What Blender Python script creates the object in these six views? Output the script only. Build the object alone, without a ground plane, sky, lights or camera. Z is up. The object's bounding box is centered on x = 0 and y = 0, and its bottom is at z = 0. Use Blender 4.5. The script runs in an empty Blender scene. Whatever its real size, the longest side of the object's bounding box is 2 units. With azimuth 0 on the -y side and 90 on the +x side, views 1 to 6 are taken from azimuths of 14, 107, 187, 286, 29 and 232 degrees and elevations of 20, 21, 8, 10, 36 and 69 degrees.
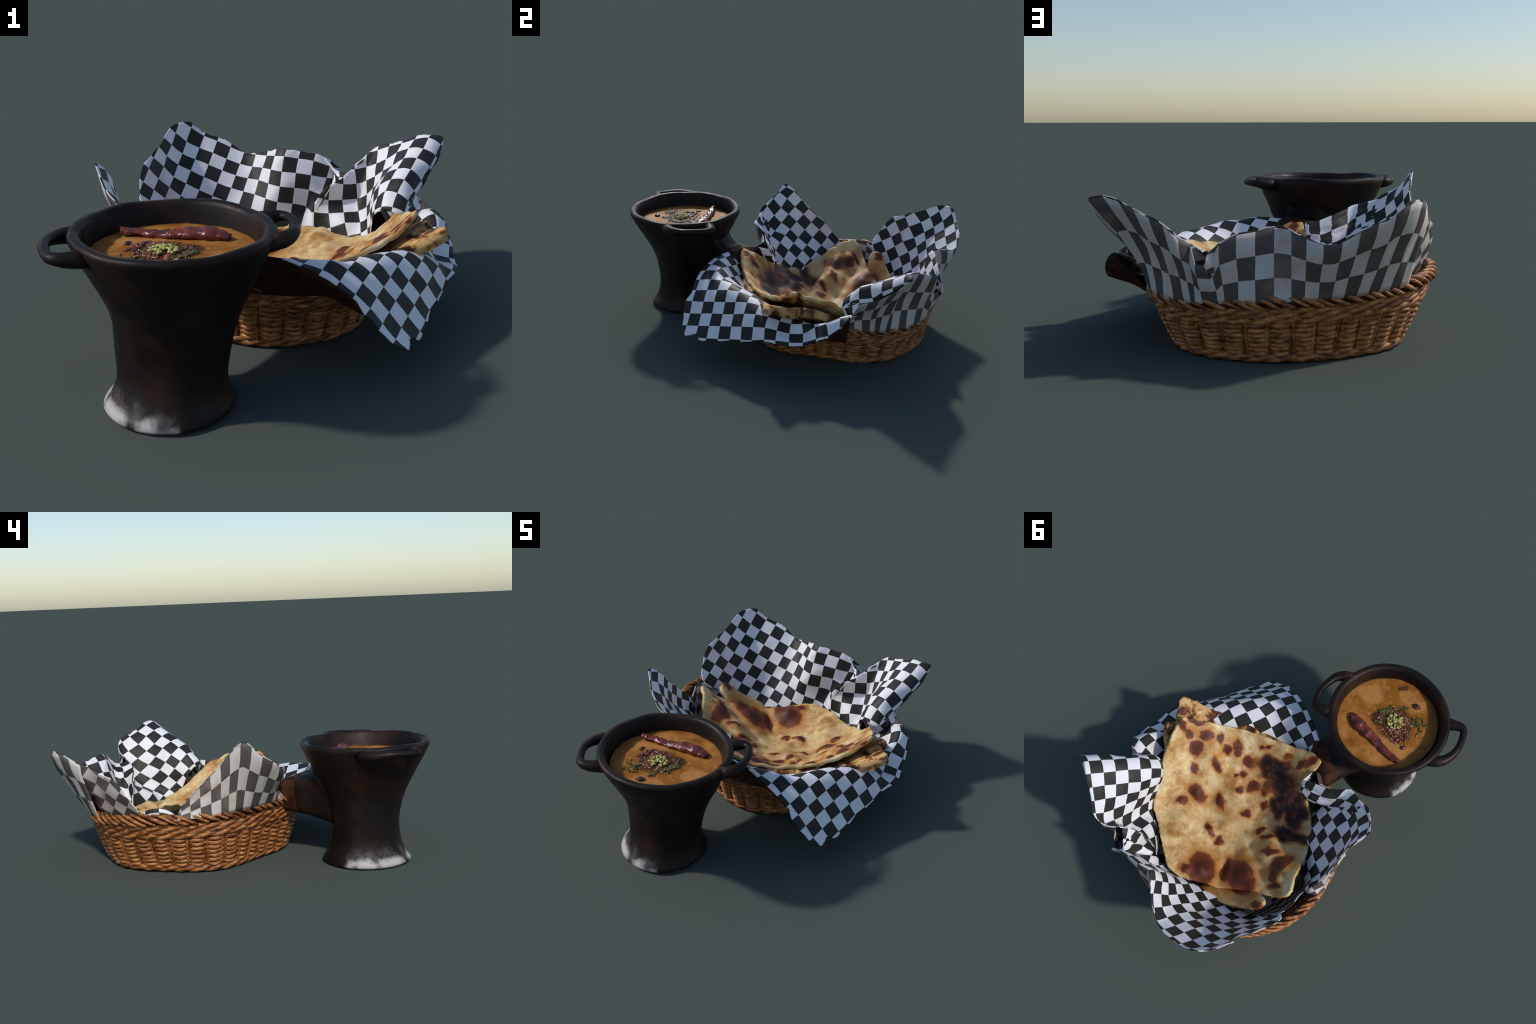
"""A cast pot of bean curry with a dried chilli, next to an oval wicker basket
lined with black-and-white checked paper and filled with folded flatbread."""
import bpy, bmesh, math, random
import numpy as np
from mathutils import Vector, Matrix, noise
from mathutils.geometry import delaunay_2d_cdt

random.seed(7)
CELL = 0.0725                       # printed check size, metres
scene = bpy.context.scene


# ----------------------------------------------------------------- helpers
def empty(name, loc, label, category):
    o = bpy.data.objects.new(name, None)
    o.location = loc
    o.empty_display_size = 0.1
    scene.collection.objects.link(o)
    o["label"], o["category"] = label, category
    return o


def add_mesh(name, verts, faces, mats, parent, smooth=True, face_mats=None):
    me = bpy.data.meshes.new(name)
    me.from_pydata([tuple(map(float, v)) for v in verts], [], faces)
    for m in (mats if isinstance(mats, (list, tuple)) else [mats]):
        me.materials.append(m)
    if face_mats is not None:
        me.polygons.foreach_set("material_index", face_mats)
    me.polygons.foreach_set("use_smooth", [smooth] * len(me.polygons))
    me.update()
    o = bpy.data.objects.new(name, me)
    scene.collection.objects.link(o)
    if parent is not None:
        o.parent = parent
        o.matrix_parent_inverse = Matrix.Translation(parent.location).inverted()
    return o


def apply_mods(o):
    dg = bpy.context.evaluated_depsgraph_get()
    dg.update()
    me = bpy.data.meshes.new_from_object(o.evaluated_get(dg))
    o.modifiers.clear()
    old = o.data
    o.data = me
    bpy.data.meshes.remove(old)


class ThinPlate:
    """Smooth interpolation of scattered control points u,v -> value(s)."""

    def __init__(self, uv, val, stiff=1e-3):
        uv, val = np.array(uv, float), np.array(val, float)
        n = len(uv)
        K = self.kern(uv, uv) + stiff * np.eye(n)
        P = np.c_[np.ones(n), uv]
        M = np.block([[K, P], [P.T, np.zeros((3, 3))]])
        rhs = np.zeros((n + 3,) + val.shape[1:])
        rhs[:n] = val
        self.w = np.linalg.solve(M, rhs)
        self.uv = uv

    @staticmethod
    def kern(a, b):
        r2 = ((a[:, None, :] - b[None, :, :]) ** 2).sum(-1)
        return np.where(r2 > 1e-12, 0.5 * r2 * np.log(r2 + 1e-12), 0.0)

    def __call__(self, uv):
        uv = np.atleast_2d(np.array(uv, float))
        return self.kern(uv, self.uv) @ self.w[:-3] + np.c_[np.ones(len(uv)), uv] @ self.w[-3:]


def spline_closed(pts, per):
    """Closed Catmull-Rom through 2D control points."""
    out, n = [], len(pts)
    P = [np.array(p, float) for p in pts]
    for i in range(n):
        a, b, c, d = P[i - 1], P[i], P[(i + 1) % n], P[(i + 2) % n]
        for k in range(per):
            t = k / per
            out.append(0.5 * ((2 * b) + (-a + c) * t + (2 * a - 5 * b + 4 * c - d) * t * t + (-a + 3 * b - 3 * c + d) * t ** 3))
    return out


def cut_sheet(outline, step, lines):
    """Triangulate a flat outline; grid lines at whole numbers stay mesh edges
    when lines is true, so that printed checks follow them exactly."""
    poly = [Vector((float(x), float(y))) for x, y in outline]
    lo = [min(p[i] for p in poly) for i in (0, 1)]
    hi = [max(p[i] for p in poly) for i in (0, 1)]
    verts, edges = list(poly), [(i, (i + 1) % len(poly)) for i in range(len(poly))]
    sub = round(1 / step) if lines else 1
    x0, x1 = math.floor(lo[0]), math.ceil(hi[0])
    y0, y1 = math.floor(lo[1]), math.ceil(hi[1])
    if lines:
        nx, ny = (x1 - x0) * sub + 1, (y1 - y0) * sub + 1
        xs = [x0 + i / sub for i in range(nx)]
        ys = [y0 + j / sub for j in range(ny)]
    else:
        nx, ny = int((hi[0] - lo[0]) / step) + 2, int((hi[1] - lo[1]) / step) + 2
        xs = [lo[0] + i * step for i in range(nx)]
        ys = [lo[1] + j * step for j in range(ny)]
    base = len(verts)
    for i, x in enumerate(xs):
        for j, y in enumerate(ys):
            verts.append(Vector((x, y)))
    if lines:
        for i in range(nx):
            for j in range(ny):
                v = base + i * ny + j
                if j + 1 < ny and i % sub == 0:
                    edges.append((v, v + 1))
                if i + 1 < nx and j % sub == 0:
                    edges.append((v, v + ny))
    # outputs faces inside the outline only
    faces_in = [list(range(len(poly)))]
    vo, eo, fo, _, _, fof = delaunay_2d_cdt(verts, edges, faces_in, 1, 1e-5)
    used, keep = {}, []
    for f in fo:
        cx = sum(vo[i].x for i in f) / len(f)
        cy = sum(vo[i].y for i in f) / len(f)
        if not inside(cx, cy, poly):
            continue
        keep.append([used.setdefault(i, len(used)) for i in f])
    pts = np.zeros((len(used), 2))
    for i, k in used.items():
        pts[k] = vo[i].x, vo[i].y
    return pts, keep


def inside(x, y, poly):
    c, n = False, len(poly)
    for i in range(n):
        a, b = poly[i], poly[i - 1]
        if (a.y > y) != (b.y > y) and x < (b.x - a.x) * (y - a.y) / (b.y - a.y) + a.x:
            c = not c
    return c


def tube(path, radii, sides=8, closed=False, flat=1.0, up=None):
    """Sweep a round (or flattened) section along a path."""
    P = [Vector(p) for p in path]
    n = len(P)
    verts, faces = [], []
    for i in range(n):
        a = P[(i - 1) % n] if (closed or i > 0) else P[i]
        b = P[(i + 1) % n] if (closed or i < n - 1) else P[i]
        t = (b - a).normalized()
        u = Vector(up) if up is not None else Vector((0, 0, 1))
        s = t.cross(u)
        if s.length < 1e-4:
            s = t.cross(Vector((1, 0, 0)))
        s.normalize()
        w = s.cross(t)
        r = radii[i] if hasattr(radii, "__len__") else radii
        for k in range(sides):
            q = 2 * math.pi * k / sides
            verts.append(P[i] + s * (math.cos(q) * r) + w * (math.sin(q) * r * flat))
    for i in range(n if closed else n - 1):
        j = (i + 1) % n
        for k in range(sides):
            l = (k + 1) % sides
            faces.append((i * sides + k, i * sides + l, j * sides + l, j * sides + k))
    if not closed:
        faces.append(tuple(range(sides - 1, -1, -1)))
        faces.append(tuple((n - 1) * sides + k for k in range(sides)))
    return verts, faces


# --------------------------------------------------------------- materials
class Nodes:
    def __init__(self, name):
        self.mat = bpy.data.materials.new(name)
        self.mat.use_nodes = True
        self.t = self.mat.node_tree
        self.bsdf = self.t.nodes["Principled BSDF"]
        self.pos = self.new("ShaderNodeTexCoord").outputs["Object"]

    def new(self, kind, **kw):
        n = self.t.nodes.new(kind)
        for k, v in kw.items():
            setattr(n, k, v)
        return n

    def link(self, a, b):
        self.t.links.new(a, b)

    def put(self, sock, v):
        if hasattr(v, "is_linked") or isinstance(v, bpy.types.NodeSocket):
            self.link(v, sock)
        else:
            sock.default_value = v

    def math(self, op, a, b=0.0, clamp=False):
        n = self.new("ShaderNodeMath", operation=op, use_clamp=clamp)
        self.put(n.inputs[0], a)
        self.put(n.inputs[1], b)
        return n.outputs[0]

    def noise(self, scale, detail=4.0, rough=0.55, vec=None, distort=0.0):
        n = self.new("ShaderNodeTexNoise")
        self.link(vec if vec is not None else self.pos, n.inputs["Vector"])
        n.inputs["Scale"].default_value = scale
        n.inputs["Detail"].default_value = detail
        n.inputs["Roughness"].default_value = rough
        n.inputs["Distortion"].default_value = distort
        return n.outputs["Fac"]

    def ramp(self, fac, stops):
        n = self.new("ShaderNodeValToRGB")
        e = n.color_ramp.elements
        while len(e) < len(stops):
            e.new(0.5)
        for el, (p, c) in zip(e, stops):
            el.position = p
            el.color = (c[0], c[1], c[2], 1)
        self.link(fac, n.inputs["Fac"])
        return n.outputs["Color"]

    def mix(self, fac, a, b, blend="MIX"):
        n = self.new("ShaderNodeMix", data_type="RGBA", blend_type=blend)
        self.put(n.inputs["Factor"], fac)
        for s, v in ((n.inputs["A"], a), (n.inputs["B"], b)):
            if isinstance(v, tuple):
                s.default_value = (v[0], v[1], v[2], 1)
            else:
                self.link(v, s)
        return n.outputs["Result"]

    def smooth(self, v, lo, hi, a=0.0, b=1.0):
        n = self.new("ShaderNodeMapRange", interpolation_type="SMOOTHSTEP")
        self.link(v, n.inputs["Value"])
        n.inputs["From Min"].default_value, n.inputs["From Max"].default_value = lo, hi
        n.inputs["To Min"].default_value, n.inputs["To Max"].default_value = a, b
        return n.outputs["Result"]

    def ellipse(self, x, y, a, b, deg, vec=None):
        """1 on the rim of a rotated ellipse in plan, 0 in its middle."""
        m = self.new("ShaderNodeMapping", vector_type="TEXTURE")
        self.link(vec if vec is not None else self.pos, m.inputs["Vector"])
        m.inputs["Location"].default_value = (x, y, 0)
        m.inputs["Rotation"].default_value = (0, 0, math.radians(deg))
        m.inputs["Scale"].default_value = (a, b, 1000)
        l = self.new("ShaderNodeVectorMath", operation="LENGTH")
        self.link(m.outputs[0], l.inputs[0])
        return l.outputs["Value"]

    def nearest(self, spots, vec=None):
        """Smallest ellipse distance over a list of spots."""
        d = None
        for s in spots:
            e = self.ellipse(*s[:5], vec=vec)
            d = e if d is None else self.math("MINIMUM", d, e)
        return d

    def warp(self, amount, scale, seed=0.0):
        """Object position pushed about by noise, for ragged borders."""
        n = self.new("ShaderNodeTexNoise")
        m = self.new("ShaderNodeVectorMath", operation="ADD")
        self.link(self.pos, m.inputs[0])
        m.inputs[1].default_value = (seed, seed, seed)
        self.link(m.outputs[0], n.inputs["Vector"])
        n.inputs["Scale"].default_value = scale
        n.inputs["Detail"].default_value = 3
        s = self.new("ShaderNodeVectorMath", operation="SUBTRACT")
        self.link(n.outputs["Color"], s.inputs[0])
        s.inputs[1].default_value = (0.5, 0.5, 0.5)
        k = self.new("ShaderNodeVectorMath", operation="SCALE")
        self.link(s.outputs[0], k.inputs[0])
        k.inputs["Scale"].default_value = amount
        a = self.new("ShaderNodeVectorMath", operation="ADD")
        self.link(self.pos, a.inputs[0])
        self.link(k.outputs[0], a.inputs[1])
        return a.outputs[0]

    def finish(self, color, rough=0.6, spec=0.4, bump=None, bump_dist=0.002, bump_strength=0.5, **extra):
        if isinstance(color, tuple):
            self.bsdf.inputs["Base Color"].default_value = (*color, 1)
        else:
            self.link(color, self.bsdf.inputs["Base Color"])
        self.put(self.bsdf.inputs["Roughness"], rough)
        self.bsdf.inputs["Specular IOR Level"].default_value = spec
        for k, v in extra.items():
            self.bsdf.inputs[k].default_value = v
        if bump is not None:
            b = self.new("ShaderNodeBump")
            b.inputs["Distance"].default_value = bump_dist
            b.inputs["Strength"].default_value = bump_strength
            self.link(bump, b.inputs["Height"])
            self.link(b.outputs[0], self.bsdf.inputs["Normal"])
        return self.mat


def paper_material(name, base, stain, amount=0.5):
    n = Nodes(name)
    big = n.smooth(n.noise(6, 3), 0.52, 0.72)
    fac = n.math("MULTIPLY", big, amount)
    col = n.mix(fac, base, stain)
    return n.finish(col, rough=0.55, spec=0.3, bump=n.noise(45, 3), bump_dist=0.003, bump_strength=0.25)


PAPER = [
    paper_material("white_print", (0.80, 0.80, 0.83), (0.60, 0.52, 0.50), 0.55),
    paper_material("black_print", (0.022, 0.022, 0.02), (0.05, 0.047, 0.045), 0.6),
    paper_material("back_of_white_print", (0.62, 0.57, 0.53), (0.46, 0.37, 0.31), 0.8),
    paper_material("back_of_black_print", (0.10, 0.085, 0.075), (0.20, 0.15, 0.115), 0.8),
]


def wicker_material():
    n = Nodes("stained_wicker")
    m = n.new("ShaderNodeMapping")
    n.link(n.pos, m.inputs["Vector"])
    m.inputs["Scale"].default_value = (1, 1, 3)
    v = n.noise(22, 5, 0.6, m.outputs[0])
    fine = n.noise(150, 3, 0.6)
    info = n.new("ShaderNodeObjectInfo").outputs["Random"]
    f = n.math("ADD", n.math("MULTIPLY", v, 0.75), n.math("ADD", n.math("MULTIPLY", fine, 0.25), n.math("MULTIPLY", n.math("SUBTRACT", info, 0.5), 0.10)))
    col = n.ramp(f, [(0.34, (0.05, 0.014, 0.005)), (0.44, (0.20, 0.062, 0.015)), (0.54, (0.40, 0.150, 0.040)), (0.68, (0.62, 0.29, 0.10))])
    return n.finish(col, rough=0.45, spec=0.45, bump=fine, bump_dist=0.002, bump_strength=0.5)


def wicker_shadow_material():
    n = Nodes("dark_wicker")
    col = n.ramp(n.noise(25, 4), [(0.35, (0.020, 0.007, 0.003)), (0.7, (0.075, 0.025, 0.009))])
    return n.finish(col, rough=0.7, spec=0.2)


WICKER, WICKER_DARK = wicker_material(), wicker_shadow_material()

# ------------------------------------------------------------------ basket
BASKET = empty("wicker_basket", (-0.09, 0.31, 0), "oval woven brown wicker bread basket with braided rim", "basket")


# plan radius of the slightly misshapen basket every 15 degrees, from -180
FOOT_R = [.482, .490, .496, .465, .435, .440, .475, .500, .505, .510, .500, .470, .450, .480, .520, .540, .540, .540, .530, .515, .505, .505, .516, .502]
RIM_R = [.620, .605, .588, .570, .552, .550, .570, .590, .605, .610, .600, .585, .580, .595, .625, .650, .630, .592, .582, .582, .590, .600, .620, .627]

RIM_Z = [.335, .338, .342, .348, .352, .350, .340, .328, .315, .305, .295, .285, .275, .268, .260, .256, .256, .262, .272, .280, .288, .298, .312, .327]


def around(table, th):
    """Smooth periodic reading of a 24-entry table."""
    u = (math.degrees(th) + 180) / 15 % 24
    i, t = int(u), u % 1
    a, b, c, d = (table[(i + k) % 24] for k in (-1, 0, 1, 2))
    return 0.5 * (2 * b + (c - a) * t + (2 * a - 5 * b + 4 * c - d) * t * t + (3 * b - a - 3 * c + d) * t ** 3)


def wall(th, z, out=0.0):
    """Point on the basket's outer wall: angle, height, offset outward."""
    h = max(0.0, min(1.0, z / 0.33))          # z is nominal: 0.33 is the rim
    t = 1 - (1 - h) ** 1.4
    z *= around(RIM_Z, th) / 0.33
    r = around(FOOT_R, th) * (1 - t) + around(RIM_R, th) * t - 0.014 + out
    return Vector((-0.10 + r * math.cos(th), 0.31 + r * math.sin(th), z))


def build_basket():
    n_st = 37
    # solid inner wall and floor: fills the gaps of the weave
    prof = [(0.012, 0.0, -0.03), (0.012, 0.0, -0.012), (0.06, 0, -0.012), (0.12, 0, -0.012), (0.2, 0, -0.012), (0.27, 0, -0.012), (0.30, 0, -0.014),
            (0.30, 0, -0.03), (0.2, 0, -0.035), (0.08, 0, -0.035), (0.035, 0, -0.06)]
    seg = 120
    v, f = [], []
    for z, _, o in prof:
        for i in range(seg):
            v.append(wall(2 * math.pi * i / seg, z, o))
    for r in range(len(prof) - 1):
        for i in range(seg):
            j = (i + 1) % seg
            f.append((r * seg + i, r * seg + j, (r + 1) * seg + j, (r + 1) * seg + i))
    f.append(tuple(range(seg))[::-1])
    f.append(tuple((len(prof) - 1) * seg + i for i in range(seg)))
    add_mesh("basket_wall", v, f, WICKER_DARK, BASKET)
    # weavers: rods that bulge out between the stakes
    rows = [0.048 + 0.0232 * k for k in range(7)]
    samples = n_st * 10
    for k, z in enumerate(rows):
        path, rad = [], []
        for i in range(samples):
            th = 2 * math.pi * i / samples
            w = 0.5 - 0.5 * math.cos(n_st * th)
            out = -0.013 + 0.023 * w ** 0.6
            zz = z + 0.004 * noise.noise((math.cos(th) * 9, math.sin(th) * 9, k * 3.1)) - 0.004 * w
            path.append(wall(th, zz, out))
            rad.append(0.0116 + 0.0018 * noise.noise((math.cos(th) * 30, math.sin(th) * 30, k)))
        vv, ff = tube(path, rad, 7, closed=True)
        add_mesh("weaver", vv, ff, WICKER, BASKET)
    # stakes: pairs of upright rods
    for i in range(n_st):
        th0 = 2 * math.pi * i / n_st
        for d in (-0.011, 0.011):
            lean = 0.02 * math.sin(i * 2.3)
            path = []
            for k in range(9):
                z = 0.02 + 0.20 * k / 8
                p = wall(th0 + lean * (k / 8), z, 0.0015)
                tang = Vector((-math.sin(th0), math.cos(th0), 0))
                path.append(p + tang * d)
            vv, ff = tube(path, 0.0085, 6)
            add_mesh("stake", vv, ff, WICKER, BASKET)
    # twisted waling: three fat ropes above the weave and one at the foot
    for z, twist, r_amp, rad in ((0.213, 0, 0.007, 0.0125), (0.236, 1, 0.008, 0.0125), (0.258, 2, 0.008, 0.0125), (0.0215, 1, 0.006, 0.013)):
        for ph in (0, math.pi):
            path, rr = [], []
            for i in range(samples):
                th = 2 * math.pi * i / samples
                a = n_st * th / 2 + ph + twist * 1.1
                zz = z + 0.008 * math.sin(a) + 0.003 * noise.noise((math.cos(th) * 6, math.sin(th) * 6, z * 50))
                path.append(wall(th, zz, 0.004 + r_amp * math.cos(a)))
                rr.append(rad * (1 + 0.1 * noise.noise((math.cos(th) * 20, math.sin(th) * 20, ph))))
            vv, ff = tube(path, rr, 7, closed=True)
            add_mesh("waling_rope", vv, ff, WICKER, BASKET)
    # braided rim: overlapping slanted rods that roll over the top edge
    core = [wall(2 * math.pi * i / 160, 0.298, 0.0) for i in range(160)]
    vv, ff = tube(core, 0.020, 8, closed=True)
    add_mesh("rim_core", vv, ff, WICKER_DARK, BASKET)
    n_b = 70
    for i in range(n_b):
        th0 = 2 * math.pi * (i + 0.3 * random.random()) / n_b
        sp = 0.23 + 0.05 * random.random()
        path, rr = [], []
        for k in range(9):
            u = k / 8
            th = th0 - sp * u
            ang = -0.9 + 3.0 * u
            top = 0.298
            out = 0.005 + 0.024 * math.cos(ang)
            path.append(wall(th, top, out) + Vector((0, 0, 0.027 * math.sin(ang) + 0.004 * math.sin(i * 5.1))))
            rr.append((0.0098 + 0.002 * math.sin(i * 3.7)) * (0.7 + 0.3 * math.sin(math.pi * u)))
        vv, ff = tube(path, rr, 7)
        add_mesh("rim_strand", vv, ff, WICKER, BASKET)


build_basket()

# ------------------------------------------------------------- paper liner
LINER = empty("checked_paper_liner", (-0.09, 0.31, 0.03), "crumpled black and white checked deli paper sheet", "paper")

# Control nets of the four turned-up corners of the sheet.  Keys are positions
# counted in printed checks, values are where those points stand in space.
BACK_CORNER = {
    (0, 0): (-.593, .917, .612), (1, 0): (-.535, .941, .568), (2, 0): (-.474, .957, .542), (3, 0): (-.410, .972, .511), (4, 0): (-.344, .978, .486),
    (0, 1): (-.603, .865, .554), (2, 1): (-.480, .897, .496), (4, 1): (-.351, .925, .440),
    (0, 2): (-.607, .810, .507), (2, 2): (-.486, .838, .451), (4, 2): (-.358, .866, .397),
    (1, 3): (-.556, .772, .435), (3, 3): (-.433, .803, .373), (4, 3): (-.368, .815, .347),
    (0, 4): (-.617, .692, .421), (2, 4): (-.506, .737, .350), (4, 4): (-.383, .770, .293),
    (0, 5): (-.616, .622, .389), (1, 5): (-.575, .666, .338),
    (-1, 3): (-.657, .723, .514), (-1, 4): (-.651, .651, .479), (-1, 5): (-.659, .596, .435), (-1, 6): (-.663, .539, .397),
    (-2, 3): (-.678, .674, .568), (-2, 4): (-.687, .620, .528), (-2, 5): (-.690, .556, .494), (-2, 6): (-.697, .500, .444),
    (6, 0): (-.215, .915, .492), (6, 2): (-.240, .850, .385),
    (8, 0): (-.113, .845, .510), (9, 0): (-.050, .874, .496), (10, 0): (.021, .891, .484),
    (8, 1): (-.121, .824, .440), (10, 1): (.015, .862, .420), (8, 2): (-.123, .795, .375), (10, 2): (.007, .850, .350),
    (8, 3): (-.131, .775, .303), (10, 3): (-.004, .846, .267), (11.3, 0): (.115, .935, .445), (11.8, 1): (.133, .953, .386), (11, 3): (.045, .80, .24),
    (8, 5): (-.14, .72, .17), (2, 8): (-.535, .53, .17), (-1, 8): (-.665, .42, .33), (5, 7): (-.35, .62, .15),
}
BACK_EDGE = [(-.94, .2), (-.3, -.25), (0, -.28), (1, -.2), (2, -.35), (3, -.25), (4, -.05), (5, -.1), (6, -.35), (7, -.5), (8, -.55), (9, -.5), (10, -.6), (11, -.45),
             (11.7, .1), (12, 1), (11.8, 2), (11.3, 3.2), (10.6, 4.2), (8.5, 4.8), (5, 7), (2, 8), (-.6, 8.4), (-1.5, 7.6), (-1.95, 6.8), (-2.5, 5.3), (-2.25, 4), (-1.85, 2.4), (-1.5, .87)]

SIDE_CORNER = {
    (0, 0): (.558, .816, .639), (0, 1): (.495, .843, .622), (0, 2): (.434, .874, .594), (0, 3): (.373, .904, .569),
    (1, 0): (.540, .755, .602), (1, 1): (.473, .781, .593), (1, 2): (.420, .814, .564), (1, 3): (.367, .847, .522),
    (2, 0): (.517, .695, .572), (2, 1): (.457, .721, .559), (2, 2): (.408, .756, .517), (2, 3): (.363, .793, .479),
    (3, 0): (.497, .632, .535), (3, 1): (.437, .658, .529), (3, 2): (.384, .694, .495),
    (4, 0): (.476, .568, .503), (4, 1): (.416, .598, .493), (4, 2): (.368, .632, .454), (5, 1): (.400, .541, .455),
    (-.6, -.6): (.605, .850, .640), (1, -1): (.597, .757, .572), (2, -1): (.576, .702, .533), (3, -1): (.547, .647, .483), (4, -1): (.519, .574, .455),
    (1, 5): (.270, .920, .461), (1, 6): (.220, .877, .458), (2, 6): (.234, .855, .394), (2, 7): (.176, .813, .400),
    (3, 6): (.242, .839, .326), (3, 7): (.175, .818, .322), (3, 8): (.113, .785, .325), (4, 6): (.255, .788, .280), (4, 7): (.190, .760, .279), (4, 8): (.119, .757, .270),
    (5, 6): (.272, .724, .249), (5, 7): (.205, .705, .244), (5, 8): (.136, .720, .211), (2.3, 8): (.120, .778, .392), (3.8, 9): (.050, .760, .285), (4.9, 9): (.050, .765, .195),
    (4, 4.5): (.310, .715, .345), (6.5, 1): (.385, .465, .37), (6.5, -1): (.49, .46, .36), (7.5, 6): (.30, .60, .15), (2, -2): (.57, .73, .47),
}
SIDE_EDGE = [(-.75, -.8), (-.45, 0), (-.4, 1), (-.25, 2), (-.25, 3), (-.35, 4), (.15, 5), (.75, 6.05), (1.6, 7), (2.1, 7.8), (2.5, 8.4), (3.7, 9.1), (4.9, 9.1), (6, 8.4), (7, 7), (7, 5),
             (6.4, 3), (6.2, 1), (6.3, -.8), (5.2, -1.4), (4, -1.35), (2.5, -1.35), (1, -1.35), (0, -1.2)]

POT_CORNER = {
    (0, 0): (-.632, -.150, .680), (1, 0): (-.628, -.096, .654), (1, 1): (-.599, -.135, .612), (1, 2): (-.557, -.163, .561), (2, 0): (-.625, -.043, .605), (2, 1): (-.601, -.082, .561), (2, 2): (-.569, -.117, .519),
    (3, 0): (-.631, .003, .547), (3, 1): (-.612, -.027, .512), (4, 2): (-.591, -.013, .414), (5, 1): (-.627, .076, .412), (5, 2): (-.593, .040, .367), (6, 1): (-.632, .129, .364),
    (6, 2): (-.598, .098, .317), (7, 1): (-.614, .186, .322), (2, 4): (-.464, -.176, .434), (3, 4): (-.461, -.109, .409), (4, 3): (-.528, -.040, .380), (4, 4): (-.463, -.051, .363),
    (4, 5): (-.404, -.069, .333), (5, 3): (-.529, .019, .334), (5, 4): (-.468, .004, .316), (6, 3): (-.530, .080, .295), (6, 4): (-.475, .057, .265),
    (2, 6): (-.350, -.19, .400), (1, 5): (-.395, -.24, .462), (0, 4): (-.470, -.270, .540), (0, 2): (-.575, -.22, .612), (7, 6): (-.37, .06, .17), (4, 7): (-.29, -.10, .25), (8, 2): (-.60, .20, .24),
}
POT_EDGE = [(-.3, -.3), (1, -.12), (2, -.05), (3, -.12), (4, -.1), (5, 0), (6, .2), (7, .35), (7.7, .9), (8, 2), (7.6, 4), (7, 6), (5.5, 7.2), (3.5, 7.4), (2.2, 6.8), (1.4, 5.9), (.6, 5.0), (-.1, 4.2), (-.3, 3.4), (-.1, 2), (-.15, 1)]

FRONT_CORNER = {
    (-2, -1): (.397, -.388, .343), (-2, 0): (.451, -.392, .297), (-2, 1): (.496, -.389, .242), (-2, 2): (.545, -.392, .189), (-2, -2): (.342, -.386, .387),
    (-1, 0): (.465, -.317, .309), (-1, 2): (.557, -.318, .202), (0, -1): (.432, -.246, .375), (0, 0): (.482, -.249, .324), (0, 1): (.527, -.246, .273), (0, 2): (.573, -.248, .217),
    (-1, -1): (.413, -.315, .359), (1, -1): (.450, -.179, .390), (1, 0): (.498, -.178, .337), (1, 2): (.590, -.177, .233), (1, 3): (.634, -.176, .176), (2, -1): (.466, -.106, .395), (2, 0): (.518, -.110, .355),
    (2, 1): (.562, -.108, .301), (2, 3): (.644, -.105, .189), (3, 0): (.535, -.040, .368), (3, 2): (.626, -.040, .264), (3, 3): (.665, -.034, .205), (4, 1): (.598, .029, .333), (4, 3): (.680, .034, .218),
    (5, 2): (.658, .100, .290), (-2, -3): (.277, -.372, .417), (-2, -4): (.209, -.362, .433), (-2, -5): (.139, -.343, .440), (-1, -2): (.359, -.312, .404), (-1, -3): (.294, -.303, .432),
    (-1, -4): (.226, -.293, .425), (-1, -5): (.159, -.282, .409), (-1, -6): (.090, -.278, .388), (0, -2): (.374, -.243, .410), (0, -3): (.313, -.247, .402), (0, -4): (.245, -.238, .381),
    (0, -5): (.178, -.235, .359), (0, -6): (.112, -.230, .343), (1, -2): (.383, -.175, .404), (1, -3): (.322, -.181, .380), (1, -4): (.259, -.180, .345),
    (3, -2): (.425, -.03, .365), (5, 0): (.545, .110, .350), (5, -2): (.44, .12, .30), (7, 2): (.643, .231, .268), (8, 2): (.628, .301, .271), (9, 2): (.627, .364, .314), (10, 2): (.632, .426, .346),
    (11, 2): (.618, .497, .378), (8, 1): (.605, .29, .315), (8, -.5): (.52, .29, .29), (10, 1): (.585, .413, .324), (11, 1): (.566, .486, .354), (10, -.5): (.49, .40, .26), (12, 1): (.535, .545, .365),
    (5, 3): (.692, .106, .238), (6, 3): (.711, .174, .250), (7, 3): (.712, .248, .251), (8, 3): (.694, .318, .251), (9, 3): (.692, .387, .281), (10, 3): (.678, .448, .301), (12, 2.3): (.605, .547, .386), (-2, -8): (-.05, -.29, .42), (0, -8): (-.02, -.22, .30), (3, -5): (.25, 0, .2),
}
FRONT_EDGE = [(-2.3, 2.4), (-1.8, 2.9), (-1.0, 2.7), (-.6, 3.2), (.3, 3.15), (2, 3.1), (3, 3.15), (4, 3.1), (5, 3.2), (6.5, 3.35), (8, 3.3), (9, 3.2), (10, 3.2), (11.2, 3.0), (12.2, 2.2), (12.5, 1), (11.5, -.5),
              (9, -1.5), (6, -2.5), (3.5, -4.5), (1, -6.5), (-.6, -8.4), (-2.3, -8.4), (-2.45, -6), (-2.4, -4), (-2.4, -2), (-2.3, -1), (-2.6, 0), (-2.55, 1)]


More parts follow.
